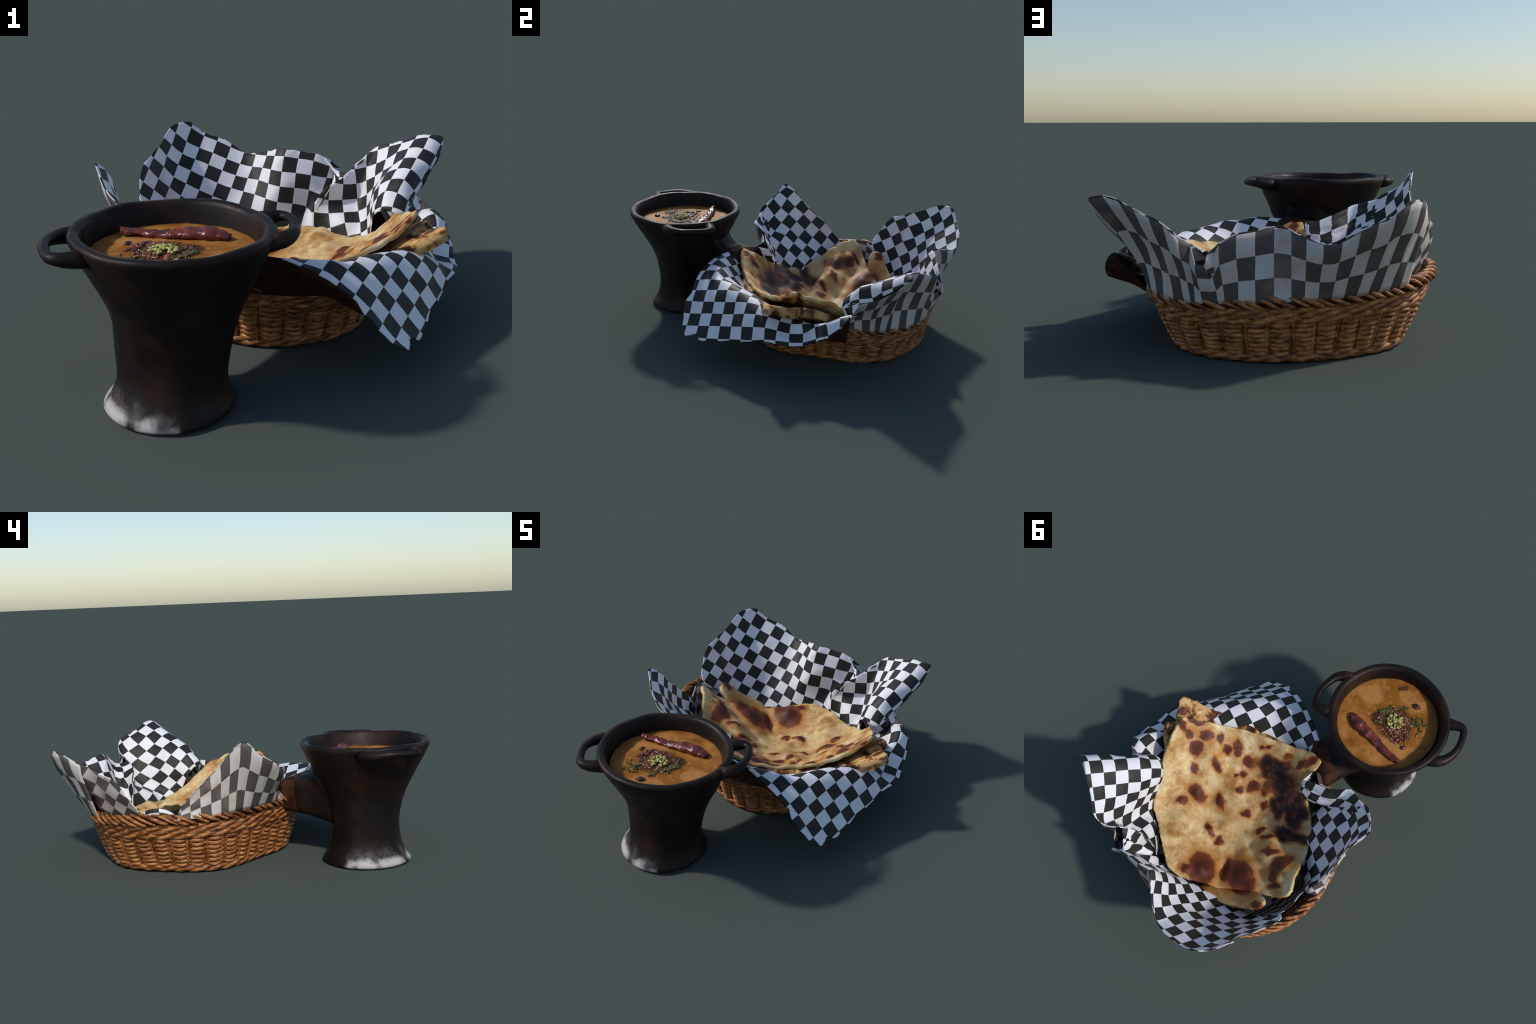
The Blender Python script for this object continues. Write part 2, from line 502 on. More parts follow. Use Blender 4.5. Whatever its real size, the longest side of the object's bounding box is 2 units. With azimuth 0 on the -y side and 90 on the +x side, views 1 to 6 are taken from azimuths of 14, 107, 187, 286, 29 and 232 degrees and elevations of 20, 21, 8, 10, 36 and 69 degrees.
def corner_flap(name, net, edge, flip, parity, crumple, seed):
    keys = list(net)
    warp = ThinPlate(keys, [net[k] for k in keys])
    outline = spline_closed(edge, 4)
    rng = random.Random(seed)
    outline = [(x + rng.uniform(-.05, .05), y + rng.uniform(-.05, .05)) for x, y in outline]
    uv, faces = cut_sheet(outline, 0.25, True)
    pos = warp(uv)
    # small folds along the surface normal
    e = 0.05
    du, dv = warp(uv + (e, 0)) - pos, warp(uv + (0, e)) - pos
    nor = np.cross(du, dv)
    nor /= np.linalg.norm(nor, axis=1)[:, None] + 1e-9
    amp = np.array([crumple * (noise.noise((u * .9, v * .9, seed)) + .5 * noise.noise((u * 2.2, v * 2.2, seed + 9))) for u, v in uv])
    pos = pos + nor * amp[:, None]
    fm = []
    for i, f in enumerate(faces):
        c = uv[f].mean(axis=0)
        fm.append(0 if (math.floor(c[0]) + math.floor(c[1]) + parity) % 2 == 0 else 1)
    # face the printed side inward
    me_faces = []
    for f in faces:
        a, b, c = pos[f[0]], pos[f[1]], pos[f[2]]
        me_faces.append(f)
    centre = np.array((-.1, .3, .9))
    s = 0.0
    for f in me_faces:
        a, b, c = pos[f[0]], pos[f[1]], pos[f[2]]
        s += np.dot(np.cross(b - a, c - a), centre - a)
    if s < 0:
        me_faces = [list(reversed(f)) for f in me_faces]
    o = add_mesh(name, pos, me_faces, PAPER, LINER, True, fm)
    m = o.modifiers.new("thickness", "SOLIDIFY")
    m.thickness, m.offset, m.material_offset = 0.0035, -1.0, 2
    m.material_offset_rim = 0
    apply_mods(o)
    return warp


back = corner_flap("corner_flap", BACK_CORNER, BACK_EDGE, False, 1, 0.004, 3)
side = corner_flap("corner_flap", SIDE_CORNER, SIDE_EDGE, False, 1, 0.005, 5)
potw = corner_flap("corner_flap", POT_CORNER, POT_EDGE, False, 1, 0.004, 8)
front = corner_flap("corner_flap", FRONT_CORNER, FRONT_EDGE, False, 0, 0.003, 11)


def outer_fold(name, top, mats, bulge, seed, parent, drop=0.02, shift=0.0, hollow_from=None):
    """Paper that hangs from a flap's free edge down to the basket rim."""
    top = [np.array(p) for p in top]
    angs = []
    for p in top:
        a = math.atan2(p[1] - .31, p[0] + .10)
        if angs:
            while a - angs[-1] > math.pi:
                a -= 2 * math.pi
            while a - angs[-1] < -math.pi:
                a += 2 * math.pi
        angs.append(a)
    sgn = 1 if angs[-1] > angs[0] else -1
    for i in range(1, len(angs)):
        angs[i] = max(angs[i], angs[i - 1] + .01) if sgn > 0 else min(angs[i], angs[i - 1] - .01)
    # resample along the edge
    seg = [0.0]
    for a, b in zip(top, top[1:]):
        seg.append(seg[-1] + float(np.linalg.norm(b - a)))
    n_u, n_v = max(8, int(seg[-1] / CELL) * 4), 12
    v, f, fm = [], [], []
    for i in range(n_u + 1):
        l = seg[-1] * i / n_u
        k = max(0, min(len(seg) - 2, next((j for j in range(len(seg) - 1) if seg[j + 1] >= l), len(seg) - 2)))
        t = (l - seg[k]) / max(1e-6, seg[k + 1] - seg[k])
        p = top[k] * (1 - t) + top[k + 1] * t
        a = angs[k] * (1 - t) + angs[k + 1] * t
        foot = np.array(wall(a + shift, 0.33 - drop, 0.016))
        out = np.array((math.cos(a), math.sin(a), 0))
        for j in range(n_v + 1):
            w = j / n_v
            q = p * (1 - w) + foot * w
            hollow = hollow_from is not None and max(0.0, min(1.0, (i / n_u - hollow_from) / 0.12)) or 0.0
            fold = (bulge - 0.045 * hollow) * math.sin(math.pi * w) + .010 * math.sin(math.pi * w) * noise.noise((l * 16, w * 2, seed)) + .005 * math.sin(math.pi * w) * noise.noise((l * 40, w * 5, seed))
            v.append(q + out * (fold + 0.004 + 0.016 * min(1, w * 5) * (1 - 0.5 * w)) - np.array((0, 0, .006)))
    for i in range(n_u):
        for j in range(n_v):
            a = i * (n_v + 1) + j
            f.append((a, a + 1, a + n_v + 2, a + n_v + 1))
            fm.append((i // 4 + j // 4) % 2 if len(mats) > 1 else 0)
    o = add_mesh(name, v, f, mats, parent, True, fm)
    m = o.modifiers.new("thickness", "SOLIDIFY")
    m.thickness, m.offset = 0.003, 0.0
    apply_mods(o)


BACK_SIDE = [PAPER[2], PAPER[3]]
crest = [back([p])[0] for p in ((-1.85, 2.4), (-1.5, .87), (-.94, .2), (0, -.25), (1, -.2), (2, -.33), (3, -.23), (4, -.05), (5, -.1), (6, -.35), (7, -.5), (8, -.53), (9, -.5), (10, -.58), (11, -.45))]
crest += [np.array((.135, .945, .40)), np.array((.19, .92, .40))]
crest += [side([p])[0] for p in ((.75, 6.05), (.15, 5), (-.35, 4), (-.25, 3), (-.25, 2), (-.4, 1), (-.45, 0), (-.75, -.8), (0, -1.2), (1, -1.35), (2.5, -1.35), (4, -1.35))]
crest += [np.array((.605, .547, .386))]
outer_fold("hanging_fold", crest, BACK_SIDE, -0.004, 4, LINER, hollow_from=0.60)
outer_fold("hanging_fold", [potw([p])[0] for p in ((7.7, .9), (7, .35), (6, .2), (5, 0), (4, -.1), (3, -.12), (2, -.05), (1, -.12), (-.3, -.3), (-.15, 1), (-.1, 2), (-.3, 3.4))] + [np.array(p) for p in ((-.446, -.277, .534), (-.36, -.279, .518), (-.285, -.20, .485), (-.21, -.165, .455), (-.14, -.20, .44))], BACK_SIDE, -0.006, 6, LINER)
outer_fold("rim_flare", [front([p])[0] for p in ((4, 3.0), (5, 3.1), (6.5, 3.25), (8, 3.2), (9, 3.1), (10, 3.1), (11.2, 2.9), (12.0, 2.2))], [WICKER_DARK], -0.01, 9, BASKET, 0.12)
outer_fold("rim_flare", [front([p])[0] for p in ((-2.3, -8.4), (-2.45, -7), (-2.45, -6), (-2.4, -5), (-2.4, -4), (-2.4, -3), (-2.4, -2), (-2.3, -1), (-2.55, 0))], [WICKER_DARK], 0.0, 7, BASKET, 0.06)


def crease_fold(one, two, sag, seed):
    """Pinched paper between the edges of two neighbouring flaps."""
    n_u, n_v = 24, 12
    long = sum(float(np.linalg.norm(b - a)) for a, b in zip(one, one[1:]))
    wide = float(np.linalg.norm(one[len(one) // 2] - two[len(two) // 2]))

    def along(pts, t):
        x = t * (len(pts) - 1)
        i = min(int(x), len(pts) - 2)
        return pts[i] * (1 - x + i) + pts[i + 1] * (x - i)
    v, f, fm = [], [], []
    for i in range(n_u + 1):
        for j in range(n_v + 1):
            w = j / n_v
            p = along(one, i / n_u) * (1 - w) + along(two, i / n_u) * w
            k = math.sin(math.pi * w)
            v.append(p + np.array((0, 0, -sag * k)) + k * .012 * np.array((noise.noise((i * .25, j * .6, seed)), noise.noise((i * .25, j * .6, seed + 3)), noise.noise((i * .25, j * .6, seed + 6)))))
    for i in range(n_u):
        for j in range(n_v):
            a = i * (n_v + 1) + j
            f.append((a, a + 1, a + n_v + 2, a + n_v + 1))
            fm.append((int(i * long / n_u / CELL + .4) + int(j * wide / n_v / CELL)) % 2)
    o = add_mesh("crease_fold", v, f, PAPER[:2], LINER, True, fm)
    m = o.modifiers.new("thickness", "SOLIDIFY")
    m.thickness, m.offset = 0.003, 0.0
    apply_mods(o)


crease_fold([back([p])[0] for p in ((10.6, -.5), (11.4, .3), (11.5, 1.5), (11, 3))], [side([p])[0] for p in ((1.2, 6.3), (1.8, 7.2), (2.4, 8), (3.8, 8.8))], 0.03, 2)
# turned-up strip that runs on from the pot-side flap to a curled lip
crease_fold([np.array(p) for p in ((-.49, -.270, .552), (-.41, -.275, .530), (-.353, -.279, .516), (-.275, -.19, .482), (-.20, -.155, .452), (-.133, -.118, .430), (-.13, -.20, .44))],
            [np.array(p) for p in ((-.46, -.20, .45), (-.40, -.20, .42), (-.345, -.16, .37), (-.28, -.12, .34), (-.21, -.09, .32), (-.15, -.09, .33), (-.15, -.13, .34))], 0.0, 8)
crease_fold([side([p])[0] for p in ((4, -1.2), (5.2, -1.2), (6.2, -.6), (6.2, 1))], [front([p])[0] for p in ((12.1, 2.2), (12.2, 1.4), (12, .6), (11.3, -.4))], 0.03, 5)


def liner_bowl():
    """The middle of the sheet: lies on the floor and climbs the inner wall."""
    n_t, n_r = 144, 26
    v, f, fm = [], [], []
    for r in range(n_r):
        q = r / (n_r - 1)
        for i in range(n_t):
            th = 2 * math.pi * i / n_t
            wob = 0.010 * noise.noise((math.cos(th) * 7, math.sin(th) * 7, 2)) + 0.010 * math.sin(th * 17)
            if q < 0.4:
                k = q / 0.4
                p = wall(th, 0.05, -0.06)
                c = Vector((-0.09, 0.31, 0.05))
                p = c.lerp(p, k)
            else:
                k = (q - 0.4) / 0.6
                deg = math.degrees(th)
                # climbs to the rim only where no flap covers the wall
                gap = math.exp(-((deg - 178) / 22) ** 2) + math.exp(-((deg - 262) / 12) ** 2)
                p = wall(th, 0.05 + k * (0.11 + 0.19 * min(1, gap)), -0.06 + 0.010 * k + wob * k)
            v.append(p)
    for r in range(n_r - 1):
        for i in range(n_t):
            j = (i + 1) % n_t
            f.append((r * n_t + i, r * n_t + j, (r + 1) * n_t + j, (r + 1) * n_t + i))
            fm.append((i // 3 + r // 2) % 2)
    o = add_mesh("liner_bowl", v, f, PAPER, LINER, True, fm)
    m = o.modifiers.new("thickness", "SOLIDIFY")
    m.thickness, m.offset, m.material_offset = 0.003, -1.0, 2
    apply_mods(o)


liner_bowl()

# ---------------------------------------------------------------- flatbread
# burnt blisters in plan: x, y, half axes, turn in degrees
BLISTERS = [
    (.423, .166, .037, .026, -125), (.374, .102, .020, .024, -125), (.402, .246, .041, .036, -125), (.527, .252, .035, .015, -172), (.479, .240, .018, .018, 0), (.500, .175, .041, .012, -125),
    (.280, .048, .026, .040, -125), (.310, .097, .024, .022, -125), (.196, -.069, .014, .013, 0), (.177, -.101, .020, .008, -125), (.277, .196, .019, .034, -103), (.328, .322, .024, .022, 0),
    (.216, .375, .055, .034, -161), (.233, .474, .033, .023, -125), (.117, .287, .024, .043, -114), (.182, .026, .043, .026, -125), (.151, .099, .021, .020, 0), (.170, .134, .015, .014, 0),
    (.066, .088, .039, .030, -125), (.095, .161, .024, .018, -125), (.006, .036, .028, .035, -125), (-.035, .206, .030, .021, -146), (-.062, .100, .022, .020, 0), (.011, .432, .020, .039, -104),
    (-.075, .424, .024, .027, 0), (-.165, .60, .070, .095, -125), (-.120, .674, .029, .028, 0), (-.335, .455, .075, .110, -99), (-.244, .487, .023, .065, -140), (-.172, .200, .033, .015, -109),
    (-.237, .189, .050, .014, -135), (-.324, .234, .049, .020, -135), (-.424, .240, .072, .040, -99), (-.449, .307, .023, .045, -125), (-.063, -.229, .045, .021, -93), (-.034, -.180, .018, .031, 0),
    (.055, -.155, .024, .014, -125), (-.538, .487, .024, .023, 0), (.526, .100, .028, .026, 0), (-.504, .346, .035, .018, -125),
]
CHAR = [(.066, -.057, .083, .050, -146), (-.044, -.046, .078, .056, -157), (-.125, .043, .040, .072, -125), (-.206, -.009, .052, .090, -115), (-.301, .091, .077, .034, -146)]
TOAST = [(-.16, .52, .05, .08, 0), (-.30, .36, .05, .06, 0), (-.46, .24, .06, .05, 0), (.26, .42, .09, .05, 30), (.45, .20, .09, .07, 20), (.16, .16, .07, .05, 0), (-.02, .16, .06, .05, 40), (.02, -.14, .09, .05, -40), (.10, .62, .05, .03, 0), (-.05, .50, .04, .03, 0),
         (.432, .114, .026, .014, -125), (.237, -.019, .016, .012, 0), (.244, .292, .015, .030, -125), (.04, .30, .05, .03, 20), (-.01, .38, .03, .05, 0), (.12, .13, .05, .03, -30), (.35, .15, .08, .05, 0), (-.27, .21, .06, .04, 30),
         (.20, .45, .05, .02, 0), (-.10, .15, .06, .03, 60), (.33, .05, .05, .03, 40)]


def bread_material():
    n = Nodes("baked_flatbread")
    w = n.warp(0.050, 22)
    dough = n.ramp(n.noise(9, 7, 0.68), [(0.33, (0.34, 0.16, 0.042)), (0.43, (0.53, 0.32, 0.115)), (0.53, (0.70, 0.50, 0.23)), (0.68, (0.86, 0.72, 0.45))])
    speck = n.smooth(n.noise(55, 5, 0.65), 0.50, 0.72)
    dough = n.mix(n.math("MULTIPLY", speck, 0.40), dough, (0.45, 0.23, 0.06))
    tan = n.smooth(n.noise(4.5, 4, 0.6), 0.50, 0.68)
    dough = n.mix(n.math("MULTIPLY", tan, 0.45), dough, (0.44, 0.25, 0.07))
    t = n.nearest(TOAST, w)
    col = n.mix(n.math("MULTIPLY", n.smooth(t, 1.4, 0.4, 0, 0.75), n.smooth(n.noise(20, 4, 0.6), 0.40, 0.60)), dough, (0.44, 0.18, 0.03))
    b = n.nearest(BLISTERS, w)
    col = n.mix(n.smooth(b, 2.0, 1.15, 0, 0.75), col, (0.48, 0.17, 0.025))
    col = n.mix(n.smooth(b, 1.28, 0.92), col, (0.155, 0.033, 0.008))
    col = n.mix(n.smooth(b, 0.95, 0.3, 0, 0.8), col, (0.062, 0.014, 0.006))
    c = n.nearest(CHAR, n.warp(0.13, 9, 3.0))
    col = n.mix(n.smooth(c, 1.9, 1.2, 0, 0.7), col, (0.36, 0.13, 0.025))
    col = n.mix(n.smooth(c, 1.5, 1.05, 0, 0.95), col, (0.085, 0.019, 0.007))
    col = n.mix(n.math("MULTIPLY", n.smooth(c, 1.15, 0.7), n.smooth(n.noise(16, 3), 0.34, 0.5)), col, (0.014, 0.006, 0.004))
    # random small scorch dots
    vor = n.new("ShaderNodeTexVoronoi")
    n.link(w, vor.inputs["Vector"])
    vor.inputs["Scale"].default_value = 12
    sm = n.smooth(vor.outputs["Distance"], 0.17, 0.09)
    sm = n.math("MULTIPLY", sm, n.smooth(n.noise(5, 2), 0.52, 0.58))
    col = n.mix(n.math("MULTIPLY", sm, 0.75), col, (0.20, 0.055, 0.012))
    return n.finish(col, rough=0.55, spec=0.35, bump=n.noise(38, 5, 0.6), bump_dist=0.006, bump_strength=0.35)


def edge_bread_material():
    n = Nodes("scorched_bread_edge")
    v = n.noise(13, 4, 0.6, distort=0.6)
    col = n.ramp(v, [(0.36, (0.022, 0.008, 0.004)), (0.44, (0.17, 0.05, 0.012)), (0.51, (0.56, 0.30, 0.09)), (0.70, (0.80, 0.60, 0.30))])
    return n.finish(col, rough=0.55, spec=0.35, bump=n.noise(38, 5, 0.6), bump_dist=0.006, bump_strength=0.35)


BREAD, BREAD_EDGE = bread_material(), edge_bread_material()
BREADS = empty("folded_flatbread", (-0.05, 0.25, 0.1), "folded naan flatbread with dark burnt blisters", "bread")


def flatbread(name, outline, inner, thick, bumps, mat, lump, step=0.014, seed=1, folds=(), sag=0.0):
    """A sheet of bread: border points and inner points give its height."""
    ctl = [p for p in outline] + list(inner)
    height = ThinPlate([p[:2] for p in ctl], [p[2] for p in ctl], 1e-4)
    ring = spline_closed([p[:2] for p in outline], 5)
    rng = random.Random(seed)
    ring = [(x + rng.uniform(-.003, .003), y + rng.uniform(-.003, .003)) for x, y in ring]
    uv, faces = cut_sheet(ring, step, False)
    z = height(uv)
    for bx, by, r, h in bumps:
        z = z + h * np.exp(-((uv[:, 0] - bx) ** 2 + (uv[:, 1] - by) ** 2) / (r * r))
    for x0, y0, x1, y1, r, h in folds:
        d = np.array((x1 - x0, y1 - y0))
        t = np.clip(((uv - (x0, y0)) @ d) / (d @ d), 0, 1)
        gap2 = ((uv - np.array((x0, y0)) - t[:, None] * d) ** 2).sum(1)
        z = z + h * np.exp(-gap2 / (r * r)) * np.sin(np.pi * (0.15 + 0.7 * t))
    if sag:
        # dough sinks between the points that are held up
        held = np.array([p[:2] for p in ctl])
        near = np.sqrt(((uv[:, None, :] - held[None]) ** 2).sum(-1).min(1))
        z = z - sag * (1 - np.exp(-(near / 0.045) ** 2))
    z = z + np.array([lump * (noise.noise((x * 9, y * 9, seed)) + .6 * noise.noise((x * 21, y * 21, seed + 4))) for x, y in uv])
    pos = np.c_[uv, z]
    fl = []
    for f in faces:
        a, b, c = pos[f[0]], pos[f[1]], pos[f[2]]
        fl.append(f if np.cross(b - a, c - a)[2] > 0 else list(reversed(f)))
    o = add_mesh(name, pos, fl, mat, BREADS, True)
    m = o.modifiers.new("thickness", "SOLIDIFY")
    m.thickness, m.offset = thick, -1.0
    m.use_even_offset = False
    apply_mods(o)
    return o


MAIN_EDGE = [(.55, .235, .472), (.51, .167, .43), (.457, .095, .395), (.394, .028, .375), (.32, -.044, .362), (.226, -.113, .358), (.119, -.183, .365), (.016, -.242, .40), (-.044, -.264, .43), (-.108, -.262, .43),
             (-.125, -.19, .40), (-.165, -.12, .35), (-.255, -.075, .30), (-.355, -.02, .24), (-.45, .08, .265), (-.505, .17, .325), (-.55, .245, .375), (-.601, .31, .375), (-.585, .36, .33), (-.522, .401, .27),
             (-.447, .456, .22), (-.364, .53, .19), (-.271, .618, .18), (-.186, .691, .18), (-.124, .735, .19), (-.057, .755, .20), (.034, .727, .21), (.102, .698, .22), (.199, .661, .20), (.283, .631, .215),
             (.342, .572, .255), (.406, .492, .325), (.461, .419, .40), (.517, .324, .44)]
MAIN_INNER = [(.059, -.052, .275), (-.198, -.014, .275), (-.05, -.07, .275), (-.144, -.012, .26), (-.035, -.205, .40), (.057, .096, .202), (-.009, .035, .224), (.115, .358, .131), (-.09, .551, .14), (-.12, .681, .197), (.272, .081, .28), (.333, .204, .33), (-.312, .231, .235), (-.211, .338, .155), (-.16, .603, .182),
              (-.333, .443, .20), (-.203, .422, .135), (-.484, .332, .29), (-.416, .121, .26), (-.025, .345, .138), (.141, .528, .20), (-.424, .24, .284), (-.27, .08, .188), (-.13, .055, .235), (-.035, .208, .148),
              (.118, .288, .162), (.209, .368, .19), (.234, .481, .198), (.013, .431, .146), (.075, .635, .211), (-.244, .184, .206), (-.173, .20, .16), (.28, .195, .27), (.387, .244, .335), (.09, .187, .205)]
MAIN_BUMPS = [(-.16, .60, .05, .008), (-.33, .45, .05, .010), (-.28, .21, .05, .010), (.117, .287, .025, .012), (.216, .375, .035, .014), (.011, .432, .025, .012), (-.08, .43, .025, .012),
              (.233, .474, .025, .012), (.42, .17, .04, .010), (-.235, .52, .03, -.030), (-.20, .30, .03, -.020), (-.19, .40, .025, -.016), (.16, .33, .03, -.014), (-.10, .10, .04, -.014), (-.40, .36, .04, -.006), (-.48, .30, .03, .014),
              (.28, .12, .03, -.014), (.36, .30, .03, -.012)]
# long valleys and ridges between the blown-up lobes: ends, width, height
MAIN_FOLDS = [(-.54, .37, -.24, .31, .026, -.014), (-.29, .58, -.17, .44, .024, -.022), (-.44, .44, -.26, .38, .03, .012), (-.20, .62, -.08, .56, .04, .008), (-.50, .26, -.24, .17, .03, .012), (.30, .20, .12, .12, .02, .010), (.20, .24, .02, .10, .02, -.012), (.36, .12, .18, -.02, .02, .010), (.02, .52, .16, .60, .03, -.010)]
flatbread("bread_sheet", MAIN_EDGE, MAIN_INNER, 0.020, MAIN_BUMPS, BREAD, 0.0045, step=0.011, folds=MAIN_FOLDS, sag=0.014)
# lower folds whose corners stick out on the near side
flatbread("bread_fold", [(.68, .15, .432), (.60, .09, .395), (.50, .02, .372), (.40, -.05, .352), (.30, -.10, .335), (.22, -.06, .30), (.30, .06, .27), (.42, .18, .31), (.55, .26, .37), (.63, .22, .405)],
          [(.40, .05, .31), (.52, .14, .36)], 0.048, [], BREAD_EDGE, 0.007, seed=5)
flatbread("bread_fold", [(.60, .315, .410), (.56, .24, .385), (.45, .17, .32), (.30, .22, .23), (.34, .40, .26), (.47, .40, .33), (.54, .37, .37)],
          [(.44, .28, .31)], 0.045, [], BREAD_EDGE, 0.007, seed=6)
flatbread("bread_fold", [(-.555, .47, .325), (-.53, .43, .30), (-.42, .44, .19), (-.30, .52, .12), (-.22, .60, .10), (-.25, .68, .12), (-.36, .64, .16), (-.47, .56, .235), (-.54, .51, .305)],
          [(-.45, .51, .225)], 0.026, [(-.52, .485, .04, .01)], BREAD, 0.006, seed=7)
flatbread("bread_fold", [(.16, -.17, .335), (.28, -.09, .335), (.36, 0, .335), (.25, .05, .25), (.05, .0, .22), (-.10, -.10, .27), (-.12, -.22, .36), (0, -.22, .35)],
          [(.12, -.06, .26)], 0.045, [], BREAD_EDGE, 0.006, seed=8)

# --------------------------------------------------------------- curry pot
POT = empty("curry_pot", (-0.185, -0.669, 0), "black flared two-handled pot of orange bean curry", "pot")


def pot_material():
    n = Nodes("black_glazed_iron")
    col = n.ramp(n.noise(5, 4, 0.6), [(0.32, (0.005, 0.004, 0.004)), (0.50, (0.010, 0.006, 0.0042)), (0.70, (0.032, 0.014, 0.007))])  # brown stops tint the black with reflected basket and wood colour
    # white table's reflection, painted onto one side of the foot
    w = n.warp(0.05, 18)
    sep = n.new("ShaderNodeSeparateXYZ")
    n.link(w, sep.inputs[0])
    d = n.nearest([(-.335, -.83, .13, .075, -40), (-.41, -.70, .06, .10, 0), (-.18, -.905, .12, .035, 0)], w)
    painted_glare = n.math("MULTIPLY", n.smooth(d, 1.1, 0.8), n.smooth(sep.outputs["Z"], 0.062, 0.03))
    painted_glare = n.math("MULTIPLY", painted_glare, n.smooth(n.noise(9, 3, 0.5), 0.36, 0.56))
    col = n.mix(n.math("MULTIPLY", painted_glare, 0.9), col, (0.52, 0.50, 0.48))
    glare_fade = n.math("MULTIPLY", n.smooth(d, 1.3, 0.7), n.smooth(sep.outputs["Z"], 0.14, 0.05))
    glare_fade = n.math("MULTIPLY", glare_fade, n.smooth(n.noise(22, 4, 0.6), 0.35, 0.7))
    col = n.mix(n.math("MULTIPLY", glare_fade, 0.22), col, (0.30, 0.27, 0.25))
    return n.finish(col, rough=n.smooth(n.noise(14, 3), 0.3, 0.7, 0.42, 0.58), spec=0.22, bump=n.noise(30, 4), bump_dist=0.003, bump_strength=0.25)


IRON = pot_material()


def build_pot():
    base, top = Vector((-.19, -.67)), Vector((-.168, -.668))
    # radius by height, outside from foot to lip then down the inside
    outer = [(.001, .214), (.005, .228), (.016, .235), (.030, .226), (.050, .209), (.075, .196), (.10, .186), (.14, .177), (.20, .172), (.26, .178), (.32, .192), (.38, .213), (.44, .243), (.50, .276), (.55, .305), (.59, .325), (.612, .336), (.628, .338), (.638, .332)]
    inner = [(.640, .318), (.636, .304), (.622, .297), (.58, .288), (.54, .278), (.50, .265)]
    seg = 72
    v, f = [], []
    prof = outer + inner
    for r, (z, rad) in enumerate(prof):
        c = base.lerp(top, min(1, z / .63))
        for i in range(seg):
            th = 2 * math.pi * i / seg
            k = 1 + 0.010 * noise.noise((math.cos(th) * 2, math.sin(th) * 2, z * 6))
            if r < len(outer):
                # waist is wider across x, and swells under the near handle
                k += 0.026 * math.cos(th) ** 2 * math.exp(-((z - .22) / .10) ** 2) / rad
                k += 0.034 * max(0, math.cos(th - .62)) ** 2 * math.exp(-((z - .40) / .13) ** 2) / rad
                k -= 0.018 * max(0, math.cos(th - .35)) * math.exp(-(z / .06) ** 2) / rad
            dz = 0.008 * noise.noise((math.cos(th) * 2.5, math.sin(th) * 2.5, 5)) * max(0, (z - .45) / .2)
            v.append((c.x + rad * k * math.cos(th), c.y + rad * k * math.sin(th), z + dz))
    for r in range(len(prof) - 1):
        for i in range(seg):
            j = (i + 1) % seg
            f.append((r * seg + i, r * seg + j, (r + 1) * seg + j, (r + 1) * seg + i))
    f.append(tuple(range(seg))[::-1])
    f.append(tuple((len(prof) - 1) * seg + i for i in range(seg)))
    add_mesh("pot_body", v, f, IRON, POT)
    # two loop handles just under the lip
    for ang in (math.radians(209), math.radians(24)):
        d = Vector((math.cos(ang), math.sin(ang), 0))
        t = Vector((-d.y, d.x, 0))
        c = Vector((top.x, top.y, 0))
        path, rad = [], []
        for k in range(17):
            u = -1 + 2 * k / 16
            a = u * math.pi / 2
            side = 0.122 * math.copysign(abs(math.sin(a)) ** 0.85, u) + 0.05 * math.cos(a)
            out = 0.285 + 0.126 * abs(math.cos(a)) ** 0.55
            bent = 0.004 * noise.noise((u * 3, ang, 1))
            path.append(c + d * (out + bent) + t * side + Vector((0, 0, 0.604 + 0.014 * math.cos(a) + bent)))
            rad.append(0.0185 + 0.020 * abs(u) ** 2.0)
        vv, ff = tube(path, rad, 8, flat=0.85)
        add_mesh("handle", vv, ff, IRON, POT)


build_pot()


def build_bridge():
    """Dark wicker lobe that leans from the basket wall against the pot."""
    n_s, n_k = 20, 8
    pot_c = np.array((-.185, -.669, 0))

    def pot_pt(deg, r, z):
        return pot_c + np.array((r * math.cos(math.radians(deg)), r * math.sin(math.radians(deg)), z))
    a = [pot_pt(110, .24, .45), pot_pt(88, .28, .51), pot_pt(50, .285, .54), pot_pt(50, .19, .32), pot_pt(80, .15, .19), pot_pt(106, .155, .185), pot_pt(112, .18, .33)]
    b = [np.array(p) for p in ((-.225, -.19, .41), (-.13, -.26, .43), (.02, -.31, .435), (-.01, -.22, .30), (-.10, -.19, .26), (-.19, -.17, .26), (-.225, -.16, .33))]
    v, f = [], []
    n = len(a)
    for k in range(n_k + 1):
        w = k / n_k
        for i in range(n):
            for h in range(3):
                u = h / 3
                p = (a[i] * (1 - u) + a[(i + 1) % n] * u) * (1 - w) + (b[i] * (1 - u) + b[(i + 1) % n] * u) * w
                mid = sum(a) / n * (1 - w) + sum(b) / n * w
                v.append(p + (mid - p) * 0.16 * math.sin(math.pi * w) + np.array((0, 0, -.008)) * math.sin(math.pi * w))
    m = n * 3
    for k in range(n_k):
        for i in range(m):
            j = (i + 1) % m
            f.append((k * m + i, k * m + j, (k + 1) * m + j, (k + 1) * m + i))
    f.append(tuple(range(m))[::-1])
    f.append(tuple(n_k * m + i for i in range(m)))
    fm = [0 if k >= 5 else 1 for k in range(n_k) for i in range(m)] + [1, 0]
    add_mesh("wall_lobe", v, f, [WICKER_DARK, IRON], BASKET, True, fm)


build_bridge()
SOUP_Z = 0.560


